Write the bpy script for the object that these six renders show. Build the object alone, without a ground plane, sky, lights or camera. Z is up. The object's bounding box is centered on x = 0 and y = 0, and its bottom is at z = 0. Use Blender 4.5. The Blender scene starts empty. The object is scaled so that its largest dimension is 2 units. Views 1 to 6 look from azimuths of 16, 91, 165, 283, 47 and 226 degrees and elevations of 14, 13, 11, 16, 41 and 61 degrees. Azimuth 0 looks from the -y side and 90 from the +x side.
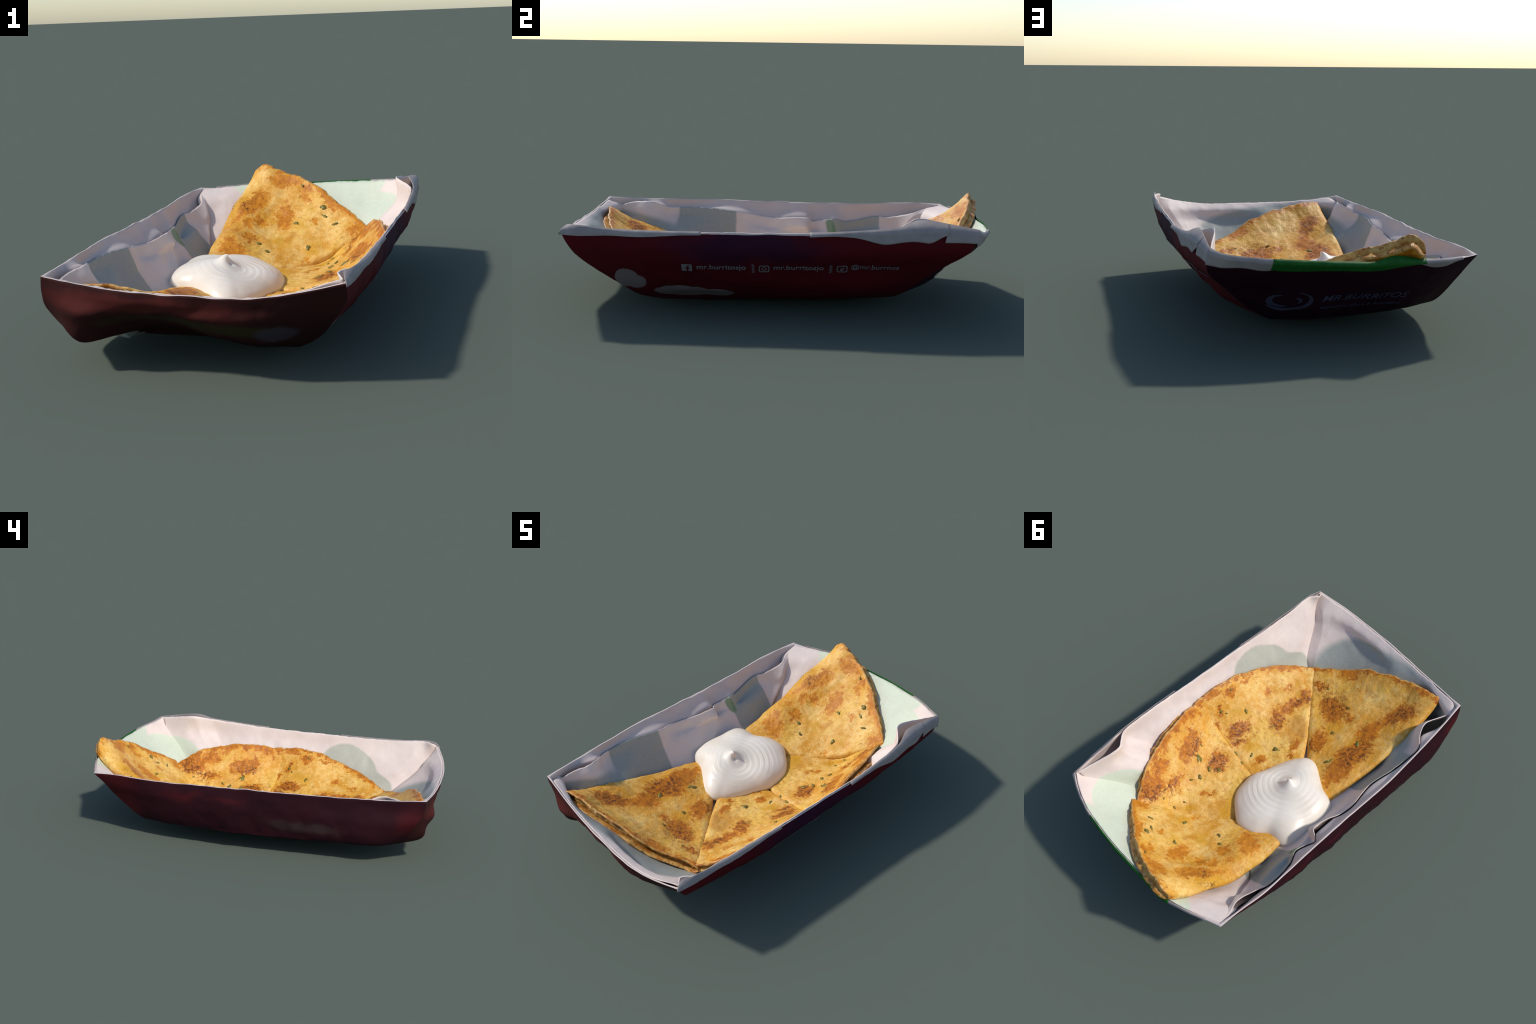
import bpy, math, random
import numpy as np
from mathutils import Vector, noise

random.seed(7)
RNG = np.random.default_rng(7)

# ------------------------------------------------------------------ helpers
def nz(p, scale, seed=0.0):
    return noise.noise(Vector((p[0] * scale + seed, p[1] * scale - seed * 1.7, p[2] * scale + seed * .6)))

def fbm(p, scale, seed=0.0, octaves=3):
    a, f, s = 0.0, scale, 1.0
    for _ in range(octaves):
        a += nz(p, f, seed) * s
        f *= 2.1
        s *= .5
    return a

def smooth(a, b, x):
    t = min(1.0, max(0.0, (x - a) / (b - a)))
    return t * t * (3 - 2 * t)

def catmull(pts, x):
    """monotone lookup of 3D control points along normalised parameter list pts=[(t,vec)]"""
    ts = [q[0] for q in pts]
    n = len(pts)
    i = int(np.searchsorted(ts, x, side='right')) - 1
    i = max(0, min(n - 2, i))
    t0, t1 = ts[i], ts[i + 1]
    w = (x - t0) / (t1 - t0)
    p1, p2 = pts[i][1], pts[i + 1][1]
    m1 = (p2 - p1) / (t1 - t0) if i == 0 else (p2 - pts[i - 1][1]) / (t1 - ts[i - 1])
    m2 = (p2 - p1) / (t1 - t0) if i == n - 2 else (pts[i + 2][1] - p1) / (ts[i + 2] - t0)
    h = t1 - t0
    w2, w3 = w * w, w * w * w
    return (2 * w3 - 3 * w2 + 1) * p1 + (w3 - 2 * w2 + w) * h * m1 + (-2 * w3 + 3 * w2) * p2 + (w3 - w2) * h * m2

def edge(pts, axis):
    p = [np.array(q, float) for q in pts]
    a, b = p[0][axis], p[-1][axis]
    return [((q[axis] - a) / (b - a), q) for q in p]

def new_mesh(name, verts, faces, mats, parent=None, smooth_shade=True, mat_index=None):
    me = bpy.data.meshes.new(name)
    me.from_pydata([tuple(v) for v in verts], [], faces)
    for m in (mats if isinstance(mats, (list, tuple)) else [mats]):
        me.materials.append(m)
    if mat_index is not None:
        me.polygons.foreach_set('material_index', mat_index)
    me.polygons.foreach_set('use_smooth', [smooth_shade] * len(me.polygons))
    me.validate()
    me.update()
    ob = bpy.data.objects.new(name, me)
    bpy.context.scene.collection.objects.link(ob)
    if parent:
        ob.parent = parent
    return ob

def new_empty(name, label, category, loc=(0, 0, 0)):
    e = bpy.data.objects.new(name, None)
    e.location = loc
    e.empty_display_size = .1
    bpy.context.scene.collection.objects.link(e)
    e['label'] = label
    e['category'] = category
    return e

def grid_faces(nu, nv, base=0, flip=False, close_u=False):
    f = []
    for i in range(nu if close_u else nu - 1):
        j = (i + 1) % nu
        for k in range(nv - 1):
            q = (base + i * nv + k, base + j * nv + k, base + j * nv + k + 1, base + i * nv + k + 1)
            f.append(q[::-1] if flip else q)
    return f

# ------------------------------------------------------------------ material nodes
class Mat:
    def __init__(self, name):
        self.m = bpy.data.materials.new(name)
        self.m.use_nodes = True
        self.t = self.m.node_tree
        self.b = self.t.nodes['Principled BSDF']
        self.co = self.n('ShaderNodeTexCoord').outputs['Object']

    def n(self, kind, **kw):
        nd = self.t.nodes.new(kind)
        for k, v in kw.items():
            setattr(nd, k, v)
        return nd

    def put(self, sock, v):
        if isinstance(v, bpy.types.NodeSocket):
            self.t.links.new(v, sock)
        elif isinstance(v, (tuple, list)) and len(v) == 3 and sock.type == 'RGBA':
            sock.default_value = (*v, 1)
        else:
            sock.default_value = v

    def noise(self, scale, detail=4, rough=.55, co=None, color=False, dist=0.0):
        nd = self.n('ShaderNodeTexNoise')
        self.put(nd.inputs['Vector'], co or self.co)
        nd.inputs['Scale'].default_value = scale
        nd.inputs['Detail'].default_value = detail
        nd.inputs['Roughness'].default_value = rough
        nd.inputs['Distortion'].default_value = dist
        return nd.outputs['Color' if color else 'Fac']

    def math(self, op, a, b=0.0, c=None, clamp=False):
        nd = self.n('ShaderNodeMath', operation=op, use_clamp=clamp)
        self.put(nd.inputs[0], a)
        self.put(nd.inputs[1], b)
        if c is not None:
            self.put(nd.inputs[2], c)
        return nd.outputs[0]

    def step(self, x, lo, hi):
        """smooth 0..1 as x goes from lo to hi"""
        nd = self.n('ShaderNodeMapRange', interpolation_type='SMOOTHSTEP')
        self.put(nd.inputs['Value'], x)
        nd.inputs['From Min'].default_value = lo
        nd.inputs['From Max'].default_value = hi
        return nd.outputs[0]

    def mix(self, fac, a, b):
        nd = self.n('ShaderNodeMix', data_type='RGBA')
        self.put(nd.inputs[0], fac)
        self.put(nd.inputs[6], a)
        self.put(nd.inputs[7], b)
        return nd.outputs[2]

    def warp(self, amount, scale, detail=3):
        c = self.noise(scale, detail, color=True)
        s = self.n('ShaderNodeVectorMath', operation='SUBTRACT')
        self.put(s.inputs[0], c)
        s.inputs[1].default_value = (.5, .5, .5)
        k = self.n('ShaderNodeVectorMath', operation='MULTIPLY_ADD')
        self.put(k.inputs[0], s.outputs[0])
        k.inputs[1].default_value = (amount,) * 3
        self.put(k.inputs[2], self.co)
        return k.outputs[0]

    def blobs(self, co, items, soft=False):
        """least elliptic distance to ellipsoids (centre, radii, rot_z deg)"""
        d = None
        for c, r, rot in items:
            mp = self.n('ShaderNodeMapping', vector_type='TEXTURE')
            self.put(mp.inputs['Vector'], co)
            mp.inputs['Location'].default_value = c
            mp.inputs['Rotation'].default_value = (0, 0, math.radians(rot)) if not isinstance(rot, tuple) else tuple(math.radians(a) for a in rot)
            mp.inputs['Scale'].default_value = r
            ln = self.n('ShaderNodeVectorMath', operation='LENGTH')
            self.put(ln.inputs[0], mp.outputs[0])
            d = ln.outputs['Value'] if d is None else (self.math('SMOOTH_MIN', d, ln.outputs['Value'], .3) if soft else self.math('MINIMUM', d, ln.outputs['Value']))
        return d

    def bump(self, h, strength=.3, dist=.005, normal=None):
        nd = self.n('ShaderNodeBump')
        nd.inputs['Strength'].default_value = strength
        nd.inputs['Distance'].default_value = dist
        self.put(nd.inputs['Height'], h)
        if normal is not None:
            self.put(nd.inputs['Normal'], normal)
        return nd.outputs[0]

    def done(self, color, rough=.6, normal=None, spec=.5, **kw):
        self.put(self.b.inputs['Base Color'], color)
        self.put(self.b.inputs['Roughness'], rough)
        self.b.inputs['Specular IOR Level'].default_value = spec
        if normal is not None:
            self.put(self.b.inputs['Normal'], normal)
        for k, v in kw.items():
            self.put(self.b.inputs[k], v)
        return self.m

BIG = 50.0

def mat_red_card(name, c1, c2, side):
    M = Mat(name)
    col = M.mix(M.step(M.noise(3.0, 3), .3, .75), c1, c2)
    col = M.mix(M.math('MULTIPLY', M.noise(60, 4), .2), col, tuple(.8 * a + .006 for a in c1))
    w = M.warp(.03, 9)
    if side == 'xp':      # pale printed clouds low on the long side, dark bluish area along its top
        pale = M.blobs(w, [((.45, -.675, .165), (.12, .055, .06), 0), ((.40, -.42, .085), (.12, .14, .052), 0),
                           ((.45, -.635, .14), (.12, .05, .045), 0), ((.40, -.29, .08), (.1, .10, .042), 0)])
        blue = M.blobs(M.warp(.2, 3), [((.56, -.12, .34), (.2, .36, .09), 0)])
        col = M.mix(M.math('MULTIPLY', M.step(blue, 1.3, .4), .75), col, (.018, .006, .022))
        col = M.mix(M.step(pale, 1.04, .96), col, (.17, .14, .14))
    if side == 'ym':
        green = M.blobs(w, [((-.05, -.93, .205), (.30, .12, .035), 0), ((.12, -.93, .19), (.25, .12, .035), 0)])
        col = M.mix(M.math('MULTIPLY', M.step(green, 1.3, .6), .7), col, (.032, .030, .010))
        tan = M.blobs(w, [((.28, -.87, .16), (.09, .1, .07), 0)])
        col = M.mix(M.math('MULTIPLY', M.step(tan, 1.1, .7), .7), col, (.05, .045, .07))
        red = M.blobs(M.warp(.15, 5), [((-.2, -.96, .29), (.45, .2, .05), 0)])
        col = M.mix(M.math('MULTIPLY', M.step(red, 1.2, .5), .6), col, (.095, .018, .014))
    if side == 'xm':
        tan = M.blobs(M.warp(.12, 5), [((-.52, -.32, .18), (.12, .30, .06), 0)])  # brownish patch: baked reflection painted onto the card
        col = M.mix(M.math('MULTIPLY', M.step(tan, 1.1, .7), .8), col, (.045, .028, .025))
        red = M.blobs(M.warp(.12, 6), [((-.5, .74, .2), (.2, .14, BIG), 0), ((-.55, .36, .29), (.1, .12, .03), 0), ((-.55, .10, .28), (.1, .10, .02), 0), ((-.55, -.86, .26), (.1, .07, .08), 0)])
        col = M.mix(M.math('MULTIPLY', M.step(red, 1.5, .4), .75), col, (.055, .006, .007))
    nrm = M.bump(M.noise(14, 4), .25, .01)
    return M.done(col, .75, nrm, spec=.10)

def paper_base(M):
    n = M.noise(6, 4)
    c = M.mix(M.step(n, .3, .7), (.74, .615, .54), (.66, .545, .485))
    fib = M.noise(90, 3)
    return M.mix(M.math('MULTIPLY', M.step(fib, .45, .7), .12), c, (.48, .43, .41))

def paper_normal(M):
    a = M.noise(9, 3, dist=.6)
    nrm = M.bump(a, .25, .012)
    return M.bump(M.noise(160, 2), .12, .002, nrm)

def mat_white_card():
    M = Mat('white_card_lining')
    c = M.mix(M.step(M.noise(5, 3), .3, .7), (.60, .495, .45), (.54, .44, .405))
    return M.done(c, .6, M.bump(M.noise(12, 3), .2, .008), spec=.25)

def mat_liner():
    M = Mat('greaseproof_paper')
    c = paper_base(M)
    w = M.warp(.006, 40, 2)
    tint = M.blobs(w, LINER_TINTS)
    mott = M.noise(70, 4)
    tc = M.mix(mott, (.52, .56, .42), (.62, .65, .51))
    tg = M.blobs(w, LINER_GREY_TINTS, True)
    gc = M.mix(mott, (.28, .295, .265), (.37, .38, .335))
    c = M.mix(M.step(tint, 1.03, .95), c, tc)
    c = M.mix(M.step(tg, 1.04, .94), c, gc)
    ww = M.blobs(w, LINER_WARM_TINTS, True)
    c = M.mix(M.step(ww, 1.04, .94), c, M.mix(mott, (.40, .39, .315), (.49, .475, .385)))
    gr = M.blobs(w, [((-.49, .275, .235), (.05, .026, .065), (18, 0, 0))])
    c = M.mix(M.math('MULTIPLY', M.step(gr, 1.15, .7), .8), c, (.12, .24, .11))
    M.put(M.b.inputs['Subsurface Weight'], 0.0)
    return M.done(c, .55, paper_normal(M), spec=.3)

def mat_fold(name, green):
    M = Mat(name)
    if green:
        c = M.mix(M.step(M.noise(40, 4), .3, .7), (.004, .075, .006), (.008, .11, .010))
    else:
        c = M.mix(M.step(M.noise(9, 4), .3, .7), (.33, .285, .27), (.24, .21, .205))  # white paper, colour darkened for the shade outside the rim
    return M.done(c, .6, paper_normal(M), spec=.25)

def mat_ink():
    M = Mat('white_ink')
    return M.done(M.mix(M.noise(80, 2), (.20, .19, .20), (.14, .135, .145)), .6, spec=.2)

def mat_ink_blue():
    M = Mat('lilac_ink')
    return M.done(M.mix(M.noise(80, 2), (.05, .05, .085), (.035, .035, .065)), .6, spec=.2)

def mat_tortilla(name, brown, dark, yellow=(), ochre=(), rim=None, toast=((.30, .072, .002), (.58, .190, .006))):
    M = Mat(name)
    n1 = M.noise(6, 6, .62)
    n2 = M.noise(30, 6, .7)
    n3 = M.noise(90, 4, .7)
    col = M.mix(M.step(n1, .36, .64), (.61, .275, .022), (.82, .530, .155))
    col = M.mix(M.math('MULTIPLY', M.step(n2, .47, .66), .55), col, (.84, .575, .195))
    col = M.mix(M.math('MULTIPLY', M.step(n2, .50, .34), .55), col, (.60, .270, .020))
    col = M.mix(M.math('MULTIPLY', M.step(n3, .50, .70), .20), col, (.88, .63, .26))
    col = M.mix(M.math('MULTIPLY', M.step(M.noise(9, 4), .58, .72), .35), col, (.66, .50, .22))
    if yellow:            # oily yellow areas
        y = M.blobs(M.warp(.12, 9), yellow)
        col = M.mix(M.math('MULTIPLY', M.step(y, 1.4, .3), .8), col, (.60, .295, .012))
    yn = M.noise(5.5, 4, co=M.warp(.2, 4))
    col = M.mix(M.math('MULTIPLY', M.step(yn, .50, .68), .55), col, (.66, .36, .022))
    if ochre:
        o = M.blobs(M.warp(.03, 10), ochre)
        col = M.mix(M.math('MULTIPLY', M.step(o, 1.15, .75), .8), col, (.50, .235, .035))
    # toasted patches: ragged by two sizes of warp, blotchy inside
    c1 = M.noise(11, 3, color=True)
    c2 = M.noise(42, 4, .7, color=True)
    ad = M.n('ShaderNodeVectorMath', operation='ADD')
    M.put(ad.inputs[0], c1); M.put(ad.inputs[1], c2)
    sb = M.n('ShaderNodeVectorMath', operation='SUBTRACT')
    M.put(sb.inputs[0], ad.outputs[0]); sb.inputs[1].default_value = (1, 1, 1)
    mu = M.n('ShaderNodeVectorMath', operation='MULTIPLY_ADD')
    M.put(mu.inputs[0], sb.outputs[0]); mu.inputs[1].default_value = (.095, .095, .095); M.put(mu.inputs[2], M.co)
    wb = mu.outputs[0]
    d = M.blobs(wb, brown)
    d = M.math('ADD', d, M.math('MULTIPLY', M.math('SUBTRACT', M.noise(60, 5, .75), .5), 1.3))
    if rim:               # toasted band just inside the curved edge (circle fitted to it)
        rd = M.blobs(wb, [((rim[0], rim[1], .2), (rim[2], rim[2], BIG), 0)])
        rd = M.math('MULTIPLY', M.math('SUBTRACT', 1.0, rd), 34.0)
        rd = M.math('ADD', M.math('ADD', M.math('MAXIMUM', rd, 0.0), .35), M.math('MULTIPLY', M.math('SUBTRACT', M.noise(16, 5), .42), 3.2))
        d = M.math('MINIMUM', d, rd)
    mask = M.step(d, 1.15, .80)
    col = M.mix(M.math('MULTIPLY', M.step(d, 2.4, .8), .60), col, (.64, .270, .014))
    bc = M.mix(M.step(M.noise(34, 5, .75), .34, .66), *toast)
    col = M.mix(M.math('MULTIPLY', mask, .92), col, bc)
    fr = M.step(M.noise(12, 8, .78), .54, .66)        # stray toasting freckles
    col = M.mix(M.math('MULTIPLY', fr, .62), col, (.47, .155, .006))
    sm = M.math('MULTIPLY', M.step(M.noise(5, 3), .45, .62), M.step(M.noise(55, 6, .8), .52, .62))
    col = M.mix(M.math('MULTIPLY', sm, .50), col, (.34, .105, .005))
    dd = M.blobs(wb, dark)                            # charred speckles in the darker patches
    ch = M.math('MULTIPLY', M.step(dd, 1.6, .6), M.step(M.noise(62, 5, .8), .48, .58))
    col = M.mix(M.math('MULTIPLY', ch, .85), col, (.085, .024, .006))
    v = M.n('ShaderNodeTexVoronoi', feature='F1')     # pepper specks everywhere
    M.put(v.inputs['Vector'], M.warp(.02, 60))
    v.inputs['Scale'].default_value = 38
    keep = M.n('ShaderNodeSeparateColor')
    M.put(keep.inputs[0], v.outputs['Color'])
    sp = M.math('MULTIPLY', M.step(v.outputs['Distance'], .15, .07), M.step(keep.outputs[0], .62, .66))
    col = M.mix(M.math('MULTIPLY', sp, .75), col, (.10, .045, .010))
    h = M.math('ADD', M.math('MULTIPLY', M.noise(24, 5, .6), 1.0), M.math('MULTIPLY', M.noise(110, 3), .4))
    nrm = M.bump(h, .75, .007)
    return M.done(col, M.math('ADD', M.math('MULTIPLY', M.noise(22, 3), .35), .34), nrm, spec=.32)

def mat_crust():
    M = Mat('toasted_edge')
    n = M.noise(26, 4)
    col = M.mix(M.step(n, .35, .65), (.42, .15, .018), (.62, .36, .10))
    col = M.mix(M.step(M.noise(60, 4), .58, .68), col, (.20, .06, .012))
    return M.done(col, .5, M.bump(M.noise(50, 4), .5, .004), spec=.4)

def mat_filling():
    M = Mat('melted_filling')
    n = M.noise(30, 4)
    col = M.mix(M.step(n, .35, .65), (.18, .085, .015), (.36, .20, .05))
    col = M.mix(M.step(M.noise(22, 4), .6, .68), col, (.13, .13, .02))
    return M.done(col, .35, M.bump(M.noise(40, 4), .8, .008), spec=.5)

def mat_herb():
    M = Mat('green_herb')
    n = M.noise(120, 3)
    col = M.mix(n, (.125, .100, .012), (.25, .19, .030))
    return M.done(col, .45, M.bump(n, .3, .002), spec=.4)

def mat_sauce():
    M = Mat('white_cream_sauce')
    col = M.mix(M.step(M.noise(6, 3), .3, .7), (.78, .695, .57), (.83, .755, .645))
    nrm = M.bump(M.noise(20, 3), .15, .006)
    m = M.done(col, .34, nrm, spec=.4)
    M.b.inputs['Subsurface Weight'].default_value = .15
    M.b.inputs['Subsurface Radius'].default_value = (.03, .025, .02)
    M.b.inputs['Subsurface Scale'].default_value = .4
    return m

# ------------------------------------------------------------------ tray shape
A0, B0, C0, D0 = (.532, -.942, .392), (-.556, -.936, .372), (-.572, .868, .361), (.561, .865, .427)
AH, BH, CH, DH = (.530, -.905, .325), (-.564, -.925, .31), (-.558, .81, .305), (.560, .825, .335)
A1, B1, C1, D1 = (.478, -.838, .24), (-.568, -.89, .24), (-.530, .765, .24), (.470, .712, .24)
A2, B2, C2, D2 = (.393, -.695, .12), (-.50, -.825, .120), (-.505, .625, .118), (.342, .608, .12)
A3, B3, C3, D3 = (.305, -.632, .055), (-.46, -.745, .095), (-.455, .56, .082), (.235, .545, .052)
A4, B4, C4, D4 = (.22, -.53, .014), (-.36, -.58, .055), (-.33, .45, .035), (.15, .43, .018)
SIDE = {
    'xp': (1, [
        [A0, (.548, -.75, .395), (.562, -.5, .396), (.572, -.3, .400), (.582, 0, .403), (.592, .2, .409), (.592, .45, .425), (.578, .68, .435), D0],
        [AH, (.560, -.6, .325), (.575, -.3, .322), (.583, .1, .322), (.588, .45, .330), DH],
        [A1, (.515, -.5, .24), (.524, -.1, .24), (.517, .3, .245), D1],
        [A2, (.420, -.3, .12), (.418, .1, .12), (.410, .35, .12), (.385, .50, .12), D2],
        [A3, (.295, -.25, .052), (.298, .18, .052), D3],
        [A4, (.16, -.1, .006), (.14, .2, .008), D4]]),
    'yp': (0, [
        [D0, (.5, .9, .406), (.375, .942, .394), (.25, .961, .385), (.125, .972, .377), (0, .974, .369), (-.125, .974, .366), (-.25, .973, .364), (-.375, .941, .358), (-.5, .893, .356), C0],
        [DH, (.4, .875, .315), (.2, .892, .305), (0, .91, .30), (-.25, .915, .30), (-.42, .88, .30), CH],
        [D1, (.25, .815, .24), (0, .83, .24), (-.25, .845, .24), (-.42, .82, .24), C1],
        [D2, (.25, .685, .12), (.12, .72, .12), (-.1, .695, .12), (-.32, .70, .12), C2],
        [D3, (.08, .56, .045), (-.1, .54, .045), (-.28, .57, .06), C3],
        [D4, (-.1, .42, .03), C4]]),
    'xm': (1, [
        [C0, (-.58, .75, .364), (-.595, .6, .360), (-.593, .45, .353), (-.592, .15, .354), (-.597, -.1, .356), (-.603, -.3, .359), (-.596, -.45, .360), (-.58, -.7, .362), B0],
        [CH, (-.598, .5, .30), (-.603, 0, .30), (-.605, -.4, .30), BH],
        [C1, (-.592, .45, .24), (-.603, 0, .24), (-.611, -.5, .24), (-.604, -.75, .24), B1],
        [C2, (-.550, .42, .116), (-.578, 0, .116), (-.588, -.5, .118), (-.580, -.70, .118), B2],
        [C3, (-.525, .3, .092), (-.540, -.3, .092), B3],
        [C4, (-.36, 0, .045), B4]]),
    'ym': (0, [
        [B0, (-.5, -.941, .364), (-.375, -.957, .351), (-.25, -.97, .343), (-.125, -.982, .339), (0, -.99, .338), (.125, -.994, .338), (.25, -.991, .343), (.375, -.977, .362), A0],
        [BH, (-.40, -.965, .30), (-.25, -.967, .29), (0, -.975, .29), (.25, -.975, .295), AH],
        [B1, (-.40, -.972, .235), (-.25, -.905, .235), (-.12, -.905, .235), (.05, -.958, .235), (.25, -.950, .24), A1],
        [B2, (-.43, -.905, .124), (-.27, -.700, .12), (-.12, -.685, .12), (.06, -.780, .12), (.22, -.788, .12), A2],
        [B3, (-.36, -.68, .098), (-.22, -.60, .080), (-.08, -.565, .058), (.12, -.62, .045), A3],
        [B4, (0, -.50, .025), A4]]),
}
EDGES = {s: [edge(l, ax) for l in ls] for s, (ax, ls) in SIDE.items()}
INWARD = {'xp': (-1, 0, .25), 'xm': (1, 0, .25), 'yp': (0, -1, .25), 'ym': (0, 1, .25)}
VL = [0.0, .17, .34, .64, .84, 1.0]

def wall(s, t, v, inset=0.0):
    """point on a tray wall: t along the side, v from rim (0) to floor edge (1)"""
    pts = [(VL[i], catmull(EDGES[s][i], t)) for i in range(6)]
    p = catmull(pts, v)
    if inset:
        p = p + np.array(INWARD[s]) * inset
    return p

def crumple(p, t, v):
    fade = min(1, 6 * t, 6 * (1 - t)) * min(1, 5 * v)
    return fade * (.008 * fbm(p, 7, 3.1, 2) + .004 * fbm(p, 20, 8.2, 2))

def build_tray(cards, lining):
    global LINING_EDGE
    LINING_EDGE = edge(LINER_TOP['xm'], 1)
    top = new_empty('food_tray', 'dark red printed card food tray with raked crumpled sides', 'food tray')
    nu, nv = 90, 34
    for s in ('xp', 'yp', 'xm', 'ym'):
        outer, inner = [], []
        inw = np.array(INWARD[s])
        for i in range(nu):
            t = i / (nu - 1)
            for k in range(nv):
                v = k / (nv - 1)
                p = wall(s, t, v)
                d = crumple(p, t, v)
                wob = .004 * nz(p, 16, 2) * max(0, 1 - 6 * v) * min(1, 8 * t, 8 * (1 - t))
                p = p - inw * d + np.array((0, 0, wob))
                p[2] = max(p[2], .0005)
                outer.append(p)
                q = p + inw * .008 + np.array((0, 0, .002 if k else -.0005))
                if s == 'xm' and k:      # inside, the paper-faced lining slopes in behind the liner
                    yy = p[1]
                    w = smooth(0, .16, t) * smooth(0, .16, 1 - t)
                    rm = wall(s, t, 0)
                    y0, y1 = LINER_TOP['xm'][0][1], LINER_TOP['xm'][-1][1]
                    lt = catmull(LINING_EDGE, min(1, max(0, (yy - y0) / (y1 - y0))))
                    lx, lz = min(lt[0], -.51) - .008, lt[2] - .009
                    lv = [(0, np.array((rm[0] + .008, yy, rm[2]))), (.17, np.array(((rm[0] + lx) / 2, yy, (rm[2] + lz) / 2 - .004))), (.34, np.array((lx, yy, lz))),
                          (.42, np.array((lx - .003, yy, lz - .03))), (.64, np.array((-.492, yy, .155))), (1.0, np.array((-.44, yy, .085)))]
                    q = q * (1 - w) + catmull(lv, v) * w
                if k:
                    q = keep_inside(q, .006 + .012 * (1 - min(1, 12 * t, 12 * (1 - t))), open_top=False)
                inner.append(q)
        verts = outer + inner
        n = nu * nv
        # winding differs with the walking direction; sides run anticlockwise seen from above
        f = grid_faces(nu, nv, 0, flip=True)
        mi = [0] * len(f)
        g = grid_faces(nu, nv, n, flip=False)
        f += g
        mi += [1] * len(g)
        for i in range(nu - 1):                       # rim edge of the card
            f.append((i * nv, (i + 1) * nv, n + (i + 1) * nv, n + i * nv))
            mi.append(1)
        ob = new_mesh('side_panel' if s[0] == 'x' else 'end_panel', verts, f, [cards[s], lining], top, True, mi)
    # base panel
    loop = []
    for s in ('xp', 'yp', 'xm', 'ym'):
        loop += [wall(s, i / 30, 1.0) for i in range(30)]
    cen = np.array((.10, -.05, .0))
    verts, rings = [], 7
    for p in loop:
        for k in range(rings):
            w = k / (rings - 1)
            q = p * (1 - w) + cen * w
            q[2] = p[2] * (1 - w) ** 1.5 + .002 * abs(nz(q, 9, 5)) * (w > 0)
            verts.append(q)
    f = grid_faces(len(loop), rings, 0, flip=True, close_u=True)
    up = [v + np.array((0, 0, .008)) for v in verts]
    n = len(verts)
    f2 = grid_faces(len(loop), rings, n, close_u=True)
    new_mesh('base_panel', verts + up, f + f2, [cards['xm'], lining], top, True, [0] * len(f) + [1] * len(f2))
    return top

# ------------------------------------------------------------------ paper liner
LINER_TOP = {
    'xp': [(.518, -.925, .402), (.497, -.9, .418), (.535, -.85, .420), (.542, -.7, .408), (.553, -.45, .404), (.562, -.3, .406), (.574, 0, .410),
           (.584, .2, .416), (.582, .42, .432), (.568, .52, .444), (.530, .565, .460), (.496, .600, .469), (.497, .66, .466), (.522, .75, .452), (.542, .82, .440), (.550, .853, .434)],
    'yp': [(.550, .853, .434), (.5, .885, .414), (.375, .93, .400), (.25, .949, .391), (.125, .960, .383), (0, .962, .375), (-.08, .962, .372), (-.15, .966, .392), (-.20, .966, .388), (-.26, .962, .376), (-.375, .93, .363), (-.5, .882, .358), (-.562, .857, .355)],
    'xm': [(-.562, .857, .355), (-.545, .79, .340), (-.515, .71, .316), (-.53, .60, .292), (-.554, .518, .289), (-.535, .36, .262), (-.511, .297, .280), (-.525, .22, .268), (-.535, .175, .262),
           (-.492, .145, .287), (-.50, .05, .286), (-.523, -.02, .276), (-.535, -.10, .285), (-.523, -.252, .311), (-.55, -.4, .322), (-.559, -.539, .321), (-.552, -.6, .321),
           (-.508, -.66, .348), (-.492, -.72, .361), (-.515, -.8, .352), (-.534, -.872, .332), (-.545, -.918, .345)],
    'ym': [(-.545, -.918, .345), (-.5, -.928, .362), (-.375, -.945, .351), (-.25, -.958, .343), (-.125, -.970, .340), (0, -.978, .339), (.125, -.982, .339), (.25, -.979, .344), (.375, -.965, .363), (.518, -.925, .402)],
}

def liner_inset(s, t, y):
    """how far the paper stands off the card, near the top"""
    if s == 'xp':
        return .012 + .018 + .014 * smooth(-.20, -.42, y) * smooth(-.95, -.8, y) - .018 * smooth(.35, .5, y) + .072 * smooth(.50, .60, y) * (1 - .7 * smooth(.66, .86, y)) + .02 * math.exp(-((y + .9) / .03) ** 2)
    if s == 'xm':
        return .022 + .012 * math.exp(-((y + .72) / .06) ** 2) + .015 * math.exp(-((y - .14) / .03) ** 2) + .03 * smooth(.58, .72, y)
    if s == 'ym':
        return .044 + .018 * smooth(.25, .08, t)
    if s == 'yp':
        return .013 + .045 * smooth(.72, .9, t) + .03 * smooth(.16, .02, t)
    return .013

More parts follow.
